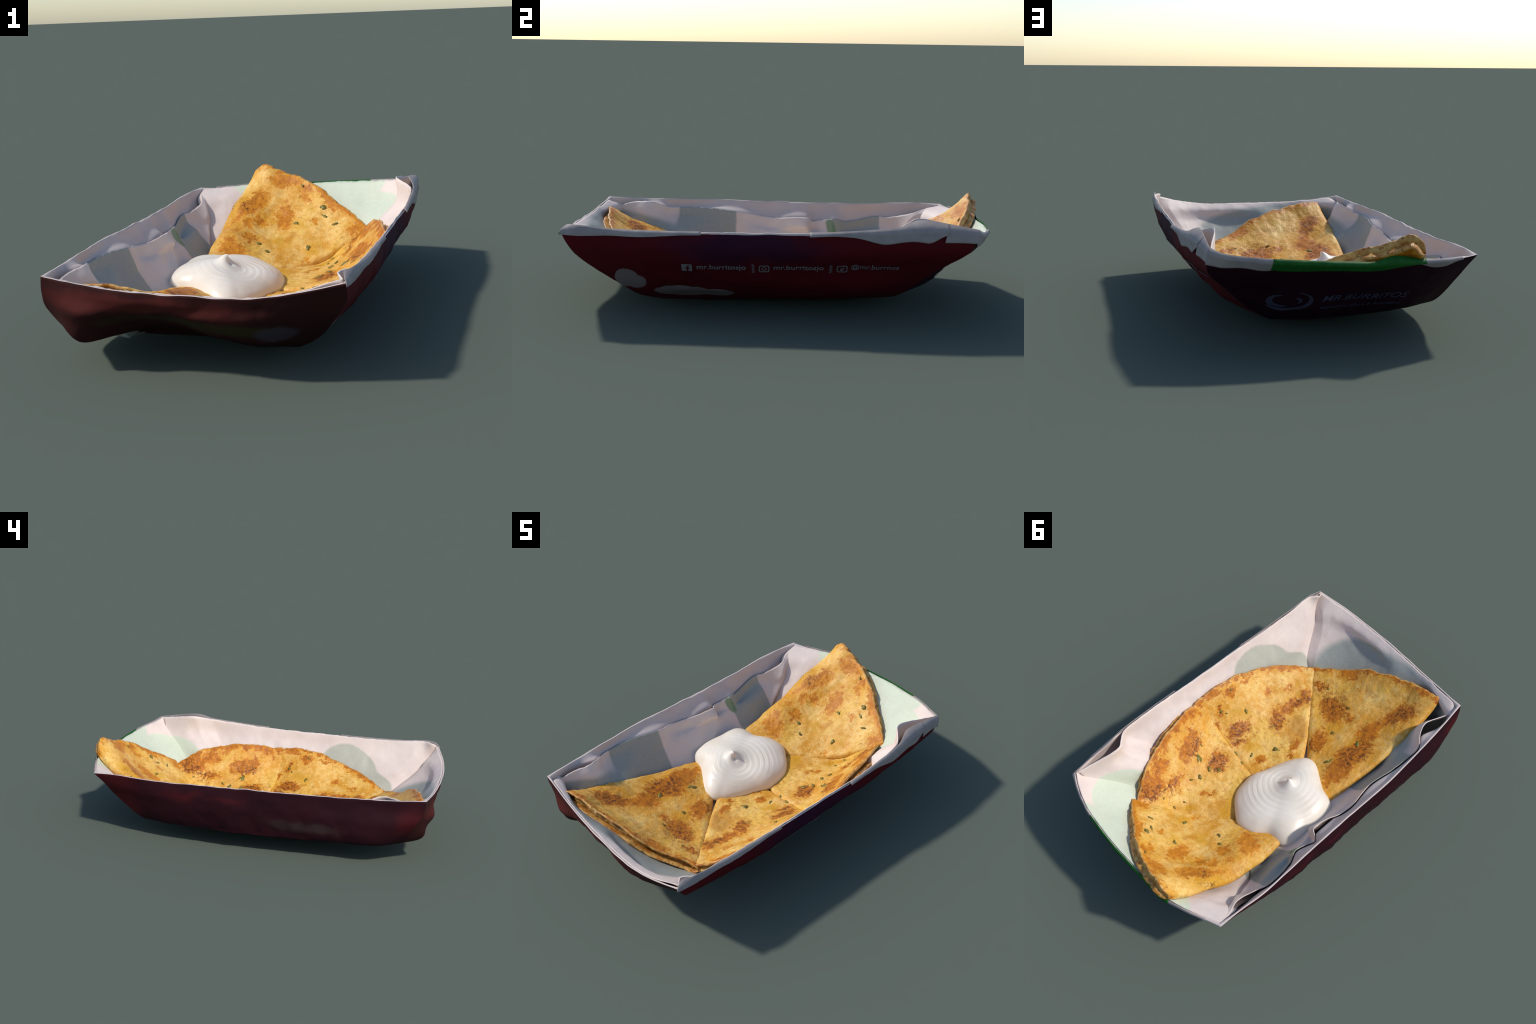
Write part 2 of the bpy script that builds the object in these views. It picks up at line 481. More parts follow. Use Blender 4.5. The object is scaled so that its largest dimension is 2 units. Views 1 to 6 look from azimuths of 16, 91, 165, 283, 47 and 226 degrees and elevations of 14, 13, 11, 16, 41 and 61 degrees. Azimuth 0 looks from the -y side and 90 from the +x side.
def wall_table():
    """card position across each side, tabled over (along, height)"""
    T = {}
    zs = np.linspace(0, .46, 47)
    for s in SIDE:
        al, ax = SIDE[s][0], 1 - SIDE[s][0]
        pts = np.array([wall(s, i / 60, k / 40) for i in range(61) for k in range(41)])
        us = np.linspace(-1, 1, 101) if al == 1 else np.linspace(-.62, .62, 63)
        U, Z = np.meshgrid(us, zs, indexing='ij')
        q = np.stack([U.ravel(), Z.ravel()], 1)
        g = np.empty(len(q))
        for c in range(0, len(q), 500):
            d = ((pts[None, :, (al, 2)] - q[c:c + 500, None]) ** 2).sum(2)
            j = np.argpartition(d, 4, axis=1)[:, :4]
            w = 1 / (np.take_along_axis(d, j, 1) + 1e-6)
            g[c:c + 500] = (w * pts[j, ax]).sum(1) / w.sum(1)
        T[s] = (us, zs, g.reshape(len(us), len(zs)))
    return T

WALLS = wall_table()

def wall_limit(s, u, z):
    us, zs, g = WALLS[s]
    x = min(len(us) - 1.001, max(0, (u - us[0]) / (us[1] - us[0])))
    y = min(len(zs) - 1.001, max(0, z / (zs[1] - zs[0])))
    i, k = int(x), int(y)
    a, b = x - i, y - k
    return (g[i, k] * (1 - a) + g[i + 1, k] * a) * (1 - b) + (g[i, k + 1] * (1 - a) + g[i + 1, k + 1] * a) * b

def bowl_map():
    pts = [wall(s, i / 50, k / 30) for s in SIDE for i in range(51) for k in range(31)]
    rim = [wall(s, i / 30, 1.0) for s in SIDE for i in range(30)]
    cen = np.array((.10, -.05, 0.0))
    pts += [np.array((*(q[:2] * (1 - w) + cen[:2] * w), q[2] * (1 - w) ** 1.5)) for q in rim for w in np.linspace(.05, 1, 14)]
    pts = np.array(pts)
    xs, ys = np.linspace(-.65, .65, 88), np.linspace(-1.02, 1.02, 137)
    X, Y = np.meshgrid(xs, ys, indexing='ij')
    q = np.stack([X.ravel(), Y.ravel()], 1)
    g = np.empty(len(q))
    for c in range(0, len(q), 400):
        d = ((pts[None, :, :2] - q[c:c + 400, None]) ** 2).sum(2)
        j = np.argpartition(d, 5, axis=1)[:, :5]
        w = 1 / (np.take_along_axis(d, j, 1) + 1e-5)
        g[c:c + 400] = (w * pts[j, 2]).sum(1) / w.sum(1)
    return xs, ys, g.reshape(len(xs), len(ys))

BOWL = bowl_map()

def bowl_floor(x, y):
    """height of the card under a point"""
    xs, ys, g = BOWL
    a = min(len(xs) - 1.001, max(0, (x - xs[0]) / (xs[1] - xs[0])))
    b = min(len(ys) - 1.001, max(0, (y - ys[0]) / (ys[1] - ys[0])))
    i, k = int(a), int(b)
    a, b = a - i, b - k
    return (g[i, k] * (1 - a) + g[i + 1, k] * a) * (1 - b) + (g[i, k + 1] * (1 - a) + g[i + 1, k + 1] * a) * b

def keep_inside(p, margin, sides=('xp', 'yp', 'xm', 'ym'), open_top=True):
    """push a point back inside the tray walls"""
    for s in sides:
        if open_top and p[2] > .34 and s == 'yp':
            continue
        ax, al = 1 - SIDE[s][0], SIDE[s][0]
        lim = wall_limit(s, p[al], p[2])
        if lim > 0:
            p[ax] = min(p[ax], lim - margin)
        else:
            p[ax] = max(p[ax], lim + margin)
    return p

def build_liner(mat, white, green):
    nu, nv = 170, 40
    verts = []
    for s in ('xp', 'yp', 'xm', 'ym'):
        te = edge(LINER_TOP[s], SIDE[s][0])
        for i in range(nu):
            t = i / nu
            top = catmull(te, t)
            lev = [(0.0, top)]
            y = top[1]
            ins = liner_inset(s, t, y)
            corner = (min(1, 14 * t) if s == 'xp' else min(1, 14 * (1 - t)) if s == 'ym' else 1)
            for j, (v, k) in enumerate(zip(VL[1:], (1, .85, .1, .05, .05) if s == 'xp' else (1, 1, .8, .6, .6))):
                base = catmull(EDGES[s][j + 1], t)
                lev.append((v, base + np.array(INWARD[s]) * (.012 + (ins - .012) * k * corner) + np.array((0, 0, .006))))
            if s == 'xm':            # here the paper leaves the card and slopes down to the food
                yb = lev[3][1][1] * .6 + y * .4
                bend = ins - .022
                near = .058 * smooth(-.45, -.68, y)
                w = min(1, 9 * t, 24 * (1 - t))
                own = [np.array((top[0] + .018 + bend, y, top[2] - .05)), np.array((-.484 + bend + near, y * .97, .205)), np.array((-.424 + bend * .6 + near, yb * .97, .122 + near)),
                       np.array((-.385 + near, yb * .93, .092)), np.array((-.34, yb * .85, .075))]
                lev = [lev[0]] + [(v, q * (1 - w) + o * w) for (v, q), o in zip(lev[1:], own)]
            for k in range(nv):
                v = k / (nv - 1)
                p = catmull(lev, v)
                cr = (.005 if s == 'ym' else .008) * abs(fbm(p, 6, 11, 2)) + .003 * fbm(p, 15, 4, 2)
                p = p + np.array(INWARD[s]) * cr * min(1, 14 * t, 14 * (1 - t)) * min(1, 3 * v + .25) * (1 - .75 * smooth(.35, .6, v))
                if v > .06:
                    p = keep_inside(p, .013, (s,), False)
                if k == 0:
                    p[2] += .003 * nz(p, 28, 9) + .002 * nz(p, 70, 1)
                verts.append(p)
    n = 4 * nu
    f = grid_faces(n, nv, 0, flip=False, close_u=True)
    # floor of the liner
    c = len(verts)
    verts.append(np.array((-.05, -.05, .018)))
    for i in range(n):
        f.append((i * nv + nv - 1, ((i + 1) % n) * nv + nv - 1, c))
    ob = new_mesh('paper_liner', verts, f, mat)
    so = ob.modifiers.new('thick', 'SOLIDIFY')
    so.thickness = .004
    so.offset = -1
    ob['label'] = 'crumpled white greaseproof paper lining the tray'
    ob['category'] = 'paper liner'

    def fold(s, t0, t1, depth, material, out=.005, name='folded_edge'):
        """paper turned over the rim and hanging down outside"""
        m, kk = 70, 9
        vs = []
        te = edge(LINER_TOP[s], SIDE[s][0])
        for i in range(m):
            t = t0 + (t1 - t0) * i / (m - 1)
            w = (t - t0) / (t1 - t0)
            d = depth(w)
            top = catmull(te, t)
            rim = wall(s, t, 0)
            for k in range(kk):
                q = k / (kk - 1)
                v = q * d / .42
                p = wall(s, t, v) - np.array(INWARD[s]) * (out + .003 * fbm(wall(s, t, v), 12, 6, 2))
                nb = {'xp': ('ym', 'yp'), 'yp': ('xp', 'xm')}[s]
                p = p - np.array(INWARD[nb[0]]) * (out + .003) * (1 - smooth(0, .03, t)) - np.array(INWARD[nb[1]]) * (out + .003) * smooth(.97, 1, t)
                if k == 0:
                    p = np.array((*(.35 * top[:2] + .65 * rim[:2]), max(top[2], rim[2]) + .004))
                vs.append(p)
        o = new_mesh(name, vs, grid_faces(m, kk, 0, flip=True), material, ob)
        z = o.modifiers.new('thick', 'SOLIDIFY')
        z.thickness = .003
        z.offset = 1
        return o
    hump = lambda w: math.sin(math.pi * min(1, max(0, w))) ** .6
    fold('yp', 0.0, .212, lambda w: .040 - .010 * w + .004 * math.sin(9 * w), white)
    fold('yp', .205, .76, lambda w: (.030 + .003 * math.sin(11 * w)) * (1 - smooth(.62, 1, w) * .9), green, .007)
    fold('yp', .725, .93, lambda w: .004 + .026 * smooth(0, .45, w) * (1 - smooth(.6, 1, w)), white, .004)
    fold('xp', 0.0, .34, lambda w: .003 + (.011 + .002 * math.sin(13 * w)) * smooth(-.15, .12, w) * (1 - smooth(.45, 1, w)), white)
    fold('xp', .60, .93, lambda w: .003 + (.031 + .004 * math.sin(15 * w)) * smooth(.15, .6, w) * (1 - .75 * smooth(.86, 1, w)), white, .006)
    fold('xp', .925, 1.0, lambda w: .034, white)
    return ob

# ------------------------------------------------------------------ quesadilla wedges
class Plate:
    """thin-plate surface z(x,y) through measured points"""
    def __init__(self, pts, lam=2e-4):
        self.p = np.array(pts, float)
        n = len(pts)
        xy = self.p[:, :2]
        r = np.linalg.norm(xy[:, None] - xy[None], axis=2)
        K = self.k(r) + lam * np.eye(n)
        P = np.hstack([np.ones((n, 1)), xy])
        M = np.block([[K, P], [P.T, np.zeros((3, 3))]])
        self.w = np.linalg.solve(M, np.concatenate([self.p[:, 2], np.zeros(3)]))

    @staticmethod
    def k(r):
        return np.where(r > 1e-9, r * r * np.log(np.maximum(r, 1e-9)), 0)

    def __call__(self, x, y):
        r = np.hypot(self.p[:, 0] - x, self.p[:, 1] - y)
        return float(self.k(r) @ self.w[:-3] + self.w[-3] + self.w[-2] * x + self.w[-1] * y)

    def normal(self, x, y, e=.004):
        dx = (self(x + e, y) - self(x - e, y)) / (2 * e)
        dy = (self(x, y + e) - self(x, y - e)) / (2 * e)
        v = np.array((-dx, -dy, 1.0))
        return v / np.linalg.norm(v)

WEDGES = [
    dict(tip=(-.345, .13, .07), bulge=(.066, .0), grow=(0, .015), th=(.040, .065, .050),
         arc=[(-.314, .943, .412), (-.275, .951, .452), (-.228, .951, .473), (-.15, .935, .444), (-.05, .907, .414), (.05, .869, .382), (.15, .815, .317), (.25, .753, .269), (.345, .69, .208)],
         inner=[(.085, .495, .085), (-.10, .348, .082), (-.256, .384, .135), (-.089, .728, .234), (-.191, .685, .227), (-.322, .74, .310), (-.325, .5, .205), (-.345, .3, .130), (-.397, .54, .168), (-.365, .78, .298), (-.385, .66, .228), (-.390, .40, .135), (.165, .692, .214), (-.015, .695, .216), (.076, .561, .126), (-.115, .484, .128), (-.164, .518, .151), (.119, .737, .246), (.105, .773, .284), (.008, .833, .323)]),
    dict(tip=(-.20, .13, .055), bulge=(0, 0), grow=(.13, .022), th=(.036, .045, .045),
         arc=[(.36, .66, .235), (.39, .57, .278), (.43, .45, .298), (.466, .3, .319), (.488, .2, .316), (.505, .1, .303), (.507, .035, .303)],
         inner=[(.308, .247, .139), (.14, .339, .075), (-.045, .295, .072), (.085, .49, .062), (.062, .1, .065), (.247, .063, .098), (.437, .05, .195), (.199, .532, .084), (.189, .467, .076), (.15, .62, .10), (0, .44, .062), (.28, .70, .17)]),
    dict(tip=(-.25, .06, .05), bulge=(0, 0), grow=(.03, .022), th=(.036, .045, .045),
         arc=[(.505, .03, .297), (.501, -.1, .312), (.491, -.2, .299), (.476, -.3, .268), (.453, -.4, .236), (.403, -.5, .209), (.344, -.6, .167), (.285, -.648, .152)],
         inner=[(.349, -.331, .153), (.072, -.137, .069), (.247, .063, .088), (.06, .09, .056), (.105, -.449, .092), (-.082, -.216, .072), (.437, .04, .188)]),
    dict(tip=(-.355, .05, .07), bulge=(0, .015), grow=(.024, .008), th=(.036, .055, .060),
         arc=[(.289, -.655, .154), (.2, -.702, .180), (.1, -.758, .208), (0, -.810, .266), (-.1, -.837, .296), (-.2, -.862, .315), (-.3, -.882, .338), (-.4, -.9, .343), (-.438, -.912, .337)],
         inner=[(-.426, -.8, .287), (-.417, -.7, .253), (-.409, -.5, .186), (-.405, -.3, .132), (-.392, -.1, .092), (-.058, -.325, .085), (.049, -.488, .097),
                (.105, -.449, .093), (-.082, -.216, .073), (-.047, -.596, .154), (-.097, -.548, .142), (-.28, -.812, .275), (-.226, -.693, .205), (-.345, -.3, .146), (-.335, -.12, .110), (-.202, -.247, .112), (-.24, -.458, .139), (-.096, -.756, .235)]),
]
for W in WEDGES:
    W['plate'] = Plate([W['tip']] + W['arc'] + W['inner'])
    a = [np.array(q) for q in W['arc']]
    L = np.concatenate([[0], np.cumsum([np.linalg.norm(a[i + 1][:2] - a[i][:2]) for i in range(len(a) - 1)])])
    W['arct'] = [(L[i] / L[-1], a[i]) for i in range(len(a))]

def wedge_xy(W, s, r):
    tip = np.array(W['tip'][:2])
    a = catmull(W['arct'], s)[:2]
    p = tip + (a - tip) * r
    d0 = catmull(W['arct'], 0)[:2] - tip
    d1 = catmull(W['arct'], 1)[:2] - tip
    n0 = np.array((-d0[1], d0[0])) / np.linalg.norm(d0)
    n1 = np.array((d1[1], -d1[0])) / np.linalg.norm(d1)
    if n0 @ (d1 - d0) > 0: n0 = -n0
    if n1 @ (d0 - d1) > 0: n1 = -n1
    b = 4 * r * (1 - r)
    g = smooth(0, .5, r)
    return p + n0 * (W['bulge'][0] * b * (1 - s) ** 2 + W['grow'][0] * g * (1 - s) ** 6) + n1 * (W['bulge'][1] * b * s ** 2 + W['grow'][1] * g * s ** 6)

def build_wedge(W, idx, tort, crust, filling):
    top = new_empty('quesadilla_wedge', 'toasted folded tortilla wedge with melted filling and herbs', 'quesadilla',
                    (0, 0, 0))
    P = W['plate']
    ns, nr = 110, 80
    th0, tha, thb = W['th']

    def thick(s, r):
        return th0 + (tha * (1 - s) + thb * s - th0) * r ** 1.3

    def frame(s, r, jag=0.0):
        rr = r * (1 + jag)
        x, y = wedge_xy(W, s, rr)
        z = P(x, y)
        n = P.normal(x, y)
        return np.array((x, y, z)), n

    def ring(r, shrink=0.0, jag=True, bump=1.0, extra=0.0):
        """closed section loop: top from s=0 to 1 then underside back; shrink thins it symmetrically"""
        topl, botl = [], []
        wid = np.linalg.norm(catmull(W['arct'], 0)[:2] - catmull(W['arct'], 1)[:2]) * max(r, .05)
        for i in range(ns):
            s = .5 - .5 * math.cos(math.pi * i / (ns - 1)) if False else i / (ns - 1)
            s = s + .06 * math.sin(2 * math.pi * s) * -.9     # denser near both sides
            s = min(1, max(0, s))
            j = 0
            if jag:
                a = (s * 9 + idx * 5, idx * 3.3, 0)
                j = (.010 * noise.noise(Vector(a)) + .005 * noise.noise(Vector((s * 34, idx * 7.1, 1)))) * r ** 6
            p, n = frame(s, r + extra, j)
            th = thick(s, r)
            d = min(s, 1 - s) * wid
            e = th * (.38 if idx == 0 else .55)
            k = 1.0 if d >= e else math.sqrt(max(0, 1 - ((e - d) / e) ** 2))
            half = th / 2
            rip = bump * (.0045 * fbm(p, 11, idx * 4.0, 3) + .0030 * fbm(p, 30, idx * 2.0, 2)) * min(1, 3 * r)
            mid = p - n * half
            hk = max(.0008, half * k - shrink)
            pt, pb = mid + n * (hk + rip), mid - n * hk
            if r > .35:
                pb = keep_inside(pb, .016)
                pt = keep_inside(pt, .024)
            if pb[2] < .30:
                fl = bowl_floor(pb[0], pb[1]) + .013
                pb[2] = max(pb[2], fl)
                pt[2] = max(pt[2], pb[2] + .006)
            topl.append(pt)
            botl.append(pb)
        return topl + botl[::-1]
    loops = []
    rs = [.03 + .97 * (k / (nr - 1)) for k in range(nr)]
    for r in rs:
        loops.append(ring(r))
    m = len(loops[0])
    skin = .030 if idx == 0 else .014
    lips = [ring(1.0, .003, extra=.006), ring(1.0, .008, extra=.006), ring(1.0, skin, extra=.0), ring(.97, skin + .002, bump=.4), ring(.93, skin + .004, bump=.2)]
    verts = [v for l in loops for v in l]
    nl = len(loops)
    f = []
    for a in range(nl - 1):
        for b in range(m):
            c = (b + 1) % m
            f.append((a * m + b, (a + 1) * m + b, (a + 1) * m + c, a * m + c))
    mi = []
    for a in range(nl - 1):
        for b in range(m):
            mi.append(0)
    f.append(tuple(range(m)))
    mi.append(0)
    base = (nl - 1) * m
    for l in lips:
        nb = len(verts)
        verts += l
        for b in range(m):
            c = (b + 1) % m
            f.append((base + b, nb + b, nb + c, base + c))
            mi.append(1)
        base = nb
    ob = new_mesh('tortilla', verts, f, [tort, crust], top, True, mi)
    # melted filling seen in the open curved edge
    fl = []
    for q, (r, sh) in enumerate([(.55, skin), (.75, skin), (.90, skin - .001), (.965, skin - .002), (.985 if idx == 0 else .975, skin + .003)]):
        fl.append(ring(r, sh, jag=False, bump=0))
    fv = []
    for q, l in enumerate(fl):
        for p in l:
            o = .010 * fbm(p, 24, 3 + idx, 2) * (q >= 2)
            tipd = np.array((*(p[:2] - np.array(W['tip'][:2])), 0))
            tipd /= np.linalg.norm(tipd)
            fv.append(p + tipd * o)
    ff = []
    for a in range(len(fl) - 1):
        for b in range(m):
            c = (b + 1) % m
            ff.append((a * m + b, (a + 1) * m + b, (a + 1) * m + c, a * m + c))
    lb = (len(fl) - 1) * m
    for i in range(m // 2 - 1):        # close the curved face, top to underside
        ff.append((lb + i, lb + m - 1 - i, lb + m - 2 - i, lb + i + 1))
    new_mesh('filling', fv, ff, filling, top)
    return top

def on_wedge(i, x, y):
    P = WEDGES[i]['plate']
    return np.array((x, y, P(x, y))), P.normal(x, y)

# ------------------------------------------------------------------ sauce
SAUCE_RIM = [(.059, .097, .066), (.029, .004, .066), (-.003, -.089, .068), (-.052, -.183, .072), (-.089, -.222, .075), (-.144, -.228, .080), (-.231, -.182, .090),
             (-.307, -.131, .100), (-.404, -.088, .110), (-.432, -.014, .110), (-.429, .122, .110), (-.421, .231, .115), (-.385, .272, .110), (-.291, .290, .105),
             (-.214, .338, .112), (-.120, .350, .100), (-.052, .308, .095), (.034, .222, .075), (.054, .153, .066)]
PEAK = (-.161, .005)

def build_sauce(mat):
    c = np.array(PEAK)
    ang = sorted([(math.atan2(p[1] - c[1], p[0] - c[0]), math.hypot(p[0] - c[0], p[1] - c[1]), p[2]) for p in SAUCE_RIM])
    ang = [(ang[-1][0] - 2 * math.pi, *ang[-1][1:]), (ang[-2][0] - 2 * math.pi, *ang[-2][1:])][::-1] + ang + [(ang[0][0] + 2 * math.pi, *ang[0][1:]), (ang[1][0] + 2 * math.pi, *ang[1][1:])]
    ctrl = [(a, np.array((r, z))) for a, r, z in ang]
    na, nr = 200, 110
    verts = []
    for i in range(na):
        th = -math.pi + 2 * math.pi * i / na
        R, zb = catmull(ctrl, th)
        for k in range(nr):
            q = k / (nr - 1)
            rho = q
            rad = R * rho
            zt = .172 + .024 * math.cos(th - 2.95)
            lump = 1 + .10 * noise.noise(Vector((math.cos(th) * 1.6, math.sin(th) * 1.6, 7))) 
            prof = max(0, 1 - rho ** (3.2 * lump)) ** .55 if rho < 1 else 0.0
            z = zb - .014 + (zt - zb + .014) * prof
            # spiral ridges left by the spoon, uneven round the turn
            wv = noise.noise(Vector((math.cos(th) * 1.3, math.sin(th) * 1.3, rad * 5)))
            ph = (rad / .030 - th / (2 * math.pi) + .35 * wv)
            rid = math.sin(2 * math.pi * ph) * .6 + math.sin(2 * math.pi * (rad / .0135 - th / (2 * math.pi) + .5 * wv)) * .25
            side = .35 + .65 * (.5 + .5 * noise.noise(Vector((math.cos(th) * 1.1 + 4, math.sin(th) * 1.1, rad * 9))) * 2)
            z += .0013 * rid * smooth(.03, .08, rad) * (1 - smooth(.6, .95, rho)) * max(0, side)
            z += .022 * math.exp(-(rad / .042) ** 2.8) + .010 * math.exp(-(rad / .085) ** 2)
            z += .009 * noise.noise(Vector((rad * math.cos(th) * 6, rad * math.sin(th) * 6, 2))) * smooth(.03, .1, rad) * (1 - smooth(.85, 1, rho))
            verts.append((c[0] + rad * math.cos(th), c[1] + rad * math.sin(th), z))
    f = grid_faces(na, nr, 0, flip=True, close_u=True)
    # underside
    b = len(verts)
    verts.append((c[0], c[1], .06))
    for i in range(na):
        f.append((i * nr + nr - 1, b, ((i + 1) % na) * nr + nr - 1))
    ob = new_mesh('sauce_dollop', verts, f, mat)
    ob['label'] = 'swirled dollop of glossy white cream sauce'
    ob['category'] = 'sauce'
    return ob

# ------------------------------------------------------------------ herbs
def build_herbs(parents, mat):
    for j, (w, x, y, size, rot) in enumerate(HERBS):
        p, n = on_wedge(w, x, y)
        rnd = random.Random(j * 31 + 5)
        m = 12
        verts = [(0, 0, .0012)]
        asp = rnd.uniform(.40, .85)
        size = size * 1.12
        skew = rnd.uniform(-.6, .6)
        for i in range(m):
            a = 2 * math.pi * i / m
            r = size * (.55 + .75 * rnd.random())
            verts.append((r * math.cos(a) + skew * r * asp * math.sin(a), r * asp * math.sin(a), .0006 + .0016 * rnd.random()))
        for i in range(m):
            v = verts[1 + i]
            verts.append((v[0] * 1.02, v[1] * 1.02, -.004))
        f = [(0, 1 + i, 1 + (i + 1) % m) for i in range(m)] + [(1 + i, 1 + m + i, 1 + m + (i + 1) % m, 1 + (i + 1) % m) for i in range(m)]
        ob = new_mesh('herb_flake', verts, f, mat, parents[w])
        q = Vector(n).to_track_quat('Z', 'Y')
        ob.rotation_mode = 'QUATERNION'
        from mathutils import Quaternion
        ob.rotation_quaternion = q @ Quaternion((0, 0, 1), math.radians(rot))
        ob.location = Vector(p) + Vector(n) * .0016

# ------------------------------------------------------------------ printed words and marks
def wall_at(side, along, v):
    """point and outward normal on a wall where its long coordinate equals `along`"""
    ax = SIDE[side][0]
    lo, hi = 0.0, 1.0
    up = wall(side, 1, v)[ax] > wall(side, 0, v)[ax]
    for _ in range(30):
        m = (lo + hi) / 2
        if (wall(side, m, v)[ax] < along) == up:
            lo = m
        else:
            hi = m
    t = (lo + hi) / 2
    p = wall(side, t, v)
    e = .01
    du, dv = wall(side, t + e, v) - wall(side, t - e, v), wall(side, t, v + e) - wall(side, t, v - e)
    n = np.cross(du, dv)
    n /= np.linalg.norm(n)
    if n @ np.array(INWARD[side]) > 0:
        n = -n
    p = p - np.array(INWARD[side]) * crumple(p, t, v)
    return p, n

def wrap(side, a0, v0, pts2, lift):
    """lay flat drawing points (a to the reader's right, b up) on the card"""
    sgn = 1 if side == 'xp' else -1
    out = []
    for a, b in pts2:
        v = v0
        for _ in range(1):
            l = np.linalg.norm(wall(side, .5, v0 + .05) - wall(side, .5, v0 - .05)) / .1
        p, n = wall_at(side, a0 + sgn * a, v0 - b / l)
        out.append(p + n * lift)
    return out

def ribbon(pts, width, closed=False):
    """flat stroke along a 2D polyline; width may be a function of 0..1"""
    n = len(pts)
    L, R = [], []
    for i in range(n):
        p0 = np.array(pts[(i - 1) % n] if closed or i else pts[0])
        p1 = np.array(pts[(i + 1) % n] if closed or i < n - 1 else pts[-1])
        d = p1 - p0
        d = d / (np.linalg.norm(d) + 1e-9)
        w = (width(i / (n - 1)) if callable(width) else width) / 2
        nn = np.array((-d[1], d[0])) * w
        L.append(np.array(pts[i]) + nn)
        R.append(np.array(pts[i]) - nn)
    f = [(i, (i + 1) % n, n + (i + 1) % n, n + i) for i in range(n if closed else n - 1)]
    return L + R, f

def round_square(h, r, m=6):
    out = []
    for cx, cy, a0 in ((h - r, h - r, 0), (-h + r, h - r, 90), (-h + r, -h + r, 180), (h - r, -h + r, 270)):
        for i in range(m):
            a = math.radians(a0 + 90 * i / (m - 1))
            out.append((cx + r * math.cos(a), cy + r * math.sin(a)))
    return out

def arc_pts(r, a0, a1, m=28, sx=1.0, sy=1.0):
    return [(sx * r * math.cos(math.radians(a0 + (a1 - a0) * i / (m - 1))), sy * r * math.sin(math.radians(a0 + (a1 - a0) * i / (m - 1)))) for i in range(m)]

def build_prints(tray, ink, ink2):
    def put(name, side, a0, v0, pts, faces, mat, lift=.0035):
        ob = new_mesh(name, wrap(side, a0, v0, pts, lift), faces, mat, tray, False)
        so = ob.modifiers.new('ink', 'SOLIDIFY')
        so.thickness = .001
        so.offset = 0
        return ob

    def text(body, side, a0, v0, size, width, mat, weight=.012, shear=0.0):
        cu = bpy.data.curves.new('lettering', 'FONT')
        cu.body = body
        cu.size = size
        cu.offset = weight * size
        cu.shear = shear
        tmp = bpy.data.objects.new('lettering', cu)
        bpy.context.scene.collection.objects.link(tmp)
        dg = bpy.context.evaluated_depsgraph_get()
        me = bpy.data.meshes.new_from_object(tmp.evaluated_get(dg))
        pts = np.array([v.co[:2] for v in me.vertices])
        faces = [tuple(q.vertices) for q in me.polygons]
        k = width / (pts[:, 0].max() - pts[:, 0].min())
        pts[:, 0] = (pts[:, 0] - pts[:, 0].min()) * k
        bpy.data.objects.remove(tmp)
        bpy.data.curves.remove(cu)
        bpy.data.meshes.remove(me)
        return put('lettering', side, a0, v0, [tuple(q) for q in pts], faces, mat)
    V = .33
    text('mr.burritosjo', 'xp', -.347, V + .012, .042, .214, ink)
    text('mr.burritosjo', 'xp', -.012, V + .012, .042, .218, ink)
    text('@mr.burritos', 'xp', .326, V + .004, .040, .209, ink)
    sq = round_square(.023, .005)
    put('social_icon', 'xp', -.391, V, sq, [tuple(range(len(sq)))], ink)
    # dark letter on the filled square
    p1, f1 = ribbon([(.012, .013), (.007, .015), (.003, .010), (.003, -.024)], .0065)
    p2, f2 = ribbon([(-.006, -.001), (.012, -.001)], .006)
    put('icon_letter', 'xp', -.391, V, p1 + p2, f1 + [tuple(i + len(p1) for i in q) for q in f2], CARD_INK(), .0050)
    for y0, dv in ((-.053, 0), (.286, 0)):
        p, f = ribbon(round_square(.021, .008), .005, True)
        put('social_icon', 'xp', y0, V, p, f, ink)
    p, f = ribbon(arc_pts(.010, 0, 350, 20), .004, True)
    put('icon_lens', 'xp', -.053, V, p, f, ink)
    p, f = ribbon(arc_pts(.006, 60, 360, 14) + [(.006, .006), (.006, .013), (.011, .009)], .004)
    put('icon_note', 'xp', .285, V + .008, p, f, ink)
    for y0 in (-.101, .237):
        zz = [(.006 * (1 if i % 2 else -1), .030 - .0075 * i) for i in range(9)]
        p, f = ribbon(zz, .004)
        put('zigzag_divider', 'xp', y0, V, p, f, ink)
    # round emblem and name on the end panel
    VE = .47
    def cres(w): return .004 + .022 * math.sin(math.pi * w) ** .8
    p, f = ribbon(arc_pts(.085, 205, 430, 44, 1.08, .80), lambda w: .006 + .018 * math.sin(math.pi * min(1, w * 1.1)))
    put('emblem_ring', 'yp', .215, VE, p, f, ink2)
    p, f = ribbon(arc_pts(.058, 110, 275, 30, 1.15, .82), cres)
    put('emblem_ring', 'yp', .225, VE - .01, p, f, ink2)
    p, f = ribbon(arc_pts(.022, -60, 95, 16), lambda w: .003 + .010 * math.sin(math.pi * w))
    put('emblem_curl', 'yp', .190, VE, p, f, ink2)
    text('MR.BURRITOS', 'yp', .075, VE + .02, .058, .375, ink2, .008, .25)
    text('MEXICAN GRILL & BURGERS', 'yp', .078, VE + .115, .026, .36, ink2, .004, .15)

def CARD_INK():
    return bpy.data.materials['red_printed_card']

# ------------------------------------------------------------------ measured pattern places (x, y in metres)
def E_(x, y, rx, ry, rot=0):
    return ((x, y, .2), (rx, ry, BIG), rot)

